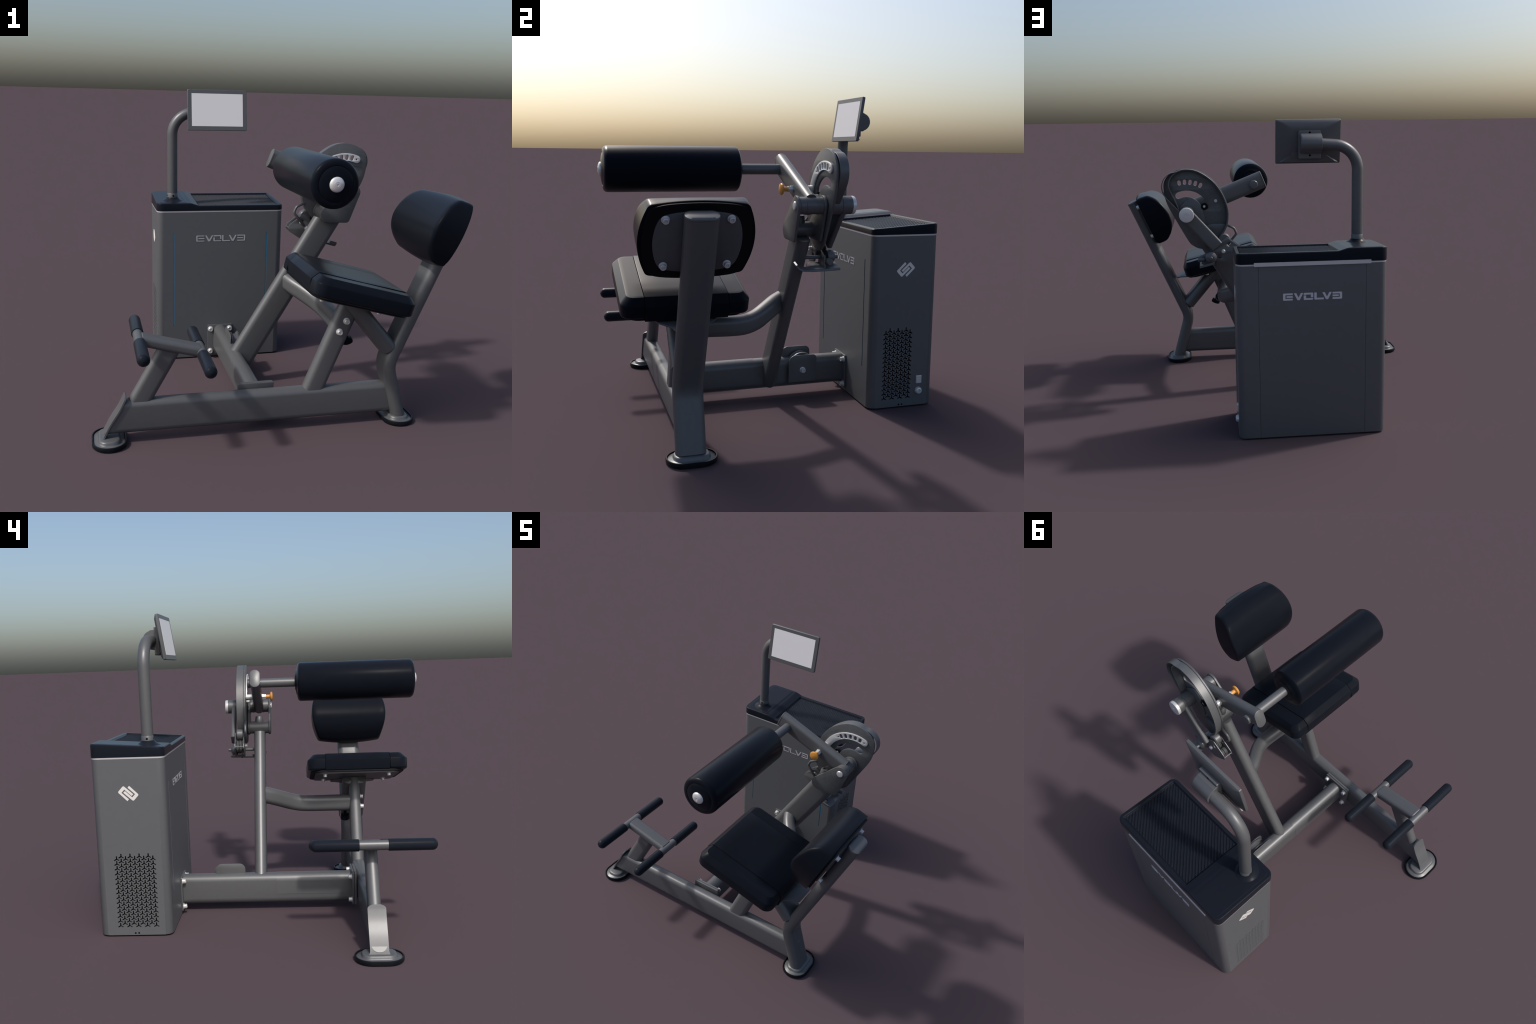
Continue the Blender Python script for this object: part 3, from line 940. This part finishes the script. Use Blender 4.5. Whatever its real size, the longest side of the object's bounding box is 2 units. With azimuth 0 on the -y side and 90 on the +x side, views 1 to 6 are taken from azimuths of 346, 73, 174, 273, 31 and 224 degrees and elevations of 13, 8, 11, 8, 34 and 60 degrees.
hookA = round_poly([(715, 285), (405, 620), (900, 1100), (985, 1005), (605, 655), (765, 485), (1135, 830), (1230, 745)], [70, 70, 6, 6, 0, 0, 6, 6], 5)
hookB = [(1930-x, 1394-y) for x, y in hookA]
for xf, lift in ((CX0, -.0006), (CX1, .0006)):
    bmk = bmesh.new()
    for pts in (hookA, hookB):
        me = plate_mesh([[(-(px-965)*.0001030, -(py-697)*.0001045) for px, py in pts]], .0016, (xf + lift, .7335, .8125), Y, Z, 0)
        bmk.from_mesh(me); bpy.data.meshes.remove(me)
    from_bm("emblem", bmk, MARK, cab, None)

# power switch and inlet on the right side
b2 = bmesh.new()
loft(b2, [[V((x, .842 + a, .161 + b)) for a, b in rounded_rect(.034-i, .046-i, .003, 3)] for x, i in ((CX1-.001, 0), (CX1+.006, 0), (CX1+.009, .006))])
from_bm("power_switch", b2, SILVER, cab)
revolve("cable_gland", (CX1-.001, .842, .094), X, [(.021, 0), (.021, .008), (.017, .016), (.011, .018), (.0095, .018), (.009, .006)], SILVER, cab, 20)

# ================================================================== display
PXP, PYP = -0.4395, 0.633
MY = 0.627                                  # depth of the clamp
def pole_path():
    r = .142; cx, cz = PXP + r, 1.492
    pts = [V((PXP, PYP, 1.082)), V((PXP, PYP, 1.25))]
    for k in range(0, 19):
        a = math.radians(180 - 86*k/18)
        pts.append(V((cx + r*math.cos(a), PYP + (MY-PYP)*(k/18)**1.5*.75, cz + r*math.sin(a))))
    pts.append(V((-.225, MY, 1.640)))
    return pts
pole = tube("display_pole", pole_path(), .0655, .0655, Y, r=.0327, n=8, edge=0)
revolve("pole_sleeve", (PXP, PYP, 1.078), Z, [(.034, 0), (.034, .036), (.0328, .038)], STEEL, pole)
for sd in (V((.06, -1, 0)), V((-1, -.08, 0))):
    sd.normalize()
    revolve("sleeve_screw", V((PXP, PYP, 1.100)) + sd*.0335, sd, [(.0062, -.004), (.0062, .0010), (.0045, .0014), (.002, .0010)], DARK, pole, 14)
revolve("pole_collar", (PXP, PYP, 1.050), Z, [(.078, 0), (.076, .014), (.064, .019), (.050, .026), (.041, .034), (.037, .040), (.033, .040)], LID, pole, 40)

tl = math.atan2(.036, .252)                 # backward tilt of the panel
DU, DV = X, V((0, math.sin(tl), math.cos(tl)))
DN = DU.cross(DV)                           # faces the seat (-y)
DO = V((-.1635, .5380, 1.6545))
def D(u, v, w): return DO + DU*u + DV*v + DN*w
def dl(hu, hv, r, w, vo=0): return [D(a, b+vo, w) for a, b in rounded_rect(2*hu, 2*hv, r, 4)]
bm = bmesh.new()
loft(bm, [dl(.1885, .1255, .006, 0), dl(.1905, .1275, .007, -.0015), dl(.1905, .1275, .007, -.015), dl(.189, .126, .007, -.0175), dl(.150, .105, .012, -.032, .006), dl(.10, .07, .012, -.036, .008)])
disp = from_bm("display_housing", bm, BEZEL, None, 30)
bm = bmesh.new()
loft(bm, [dl(.1645, .1020, .001, -.002, .001), dl(.1645, .1020, .001, .0008, .001)])
from_bm("display_screen", bm, SCREEN, disp, None)
# lower lip on the rear of the housing
bm = bmesh.new()
lip = [(-.176, -.118), (.176, -.118), (.118, -.078), (.10, -.070), (-.10, -.070), (-.118, -.078)]
loft(bm, [[D(a, b, w) for a, b in lip] for w in (-.015, -.030)] + [[D(a*.9, b*.94-.004, -.036) for a, b in lip]])
from_bm("housing_lip", bm, BEZEL, disp, 30)
bm = bmesh.new()
loft(bm, [[D(a, b, w) for a, b in rounded_rect(.21, .034, .006, 3)] for w in (-.034, -.040)])
for v in bm.verts: v.co += DV*-.073
from_bm("vent_bar", bm, BEZEL, disp, 30)
# clamp: flange plate and half-round saddle around the pole end
mc = V((-.1655, 0, 1.636))
mount = plate("pole_mount", [round_poly([(-.231, 1.556), (-.100, 1.556), (-.100, 1.715), (-.231, 1.715)], .006)], .030, (0, MY-.036, 0), X, Z, STEEL, disp, .002)
sad = [(MY-.035, 1.700), (MY+.0, 1.698)] + [(MY-.008 + .052*math.cos(math.radians(a)), 1.643 + .052*math.sin(math.radians(a))) for a in range(72, -73, -12)] + [(MY-.0, 1.588), (MY-.035, 1.586)]
bm = bmesh.new()
loft(bm, [[V((x, mc_y + (a-mc_y)*k, 1.643 + (b-1.643)*k)) for a, b in sad] for mc_y in (MY-.02,) for x, k in ((-.2315, .97), (-.230, 1), (-.118, 1), (-.112, .97), (-.108, .90))])
from_bm("mount_saddle", bm, STEEL, disp, 30)
for zz_ in (1.7045, 1.575):
    revolve("mount_screw", (-.166, MY-.0215, zz_), Y, [(.006, 0), (.006, .0012), (.004, .0012), (.0035, .0005)], DARK, disp, 14)
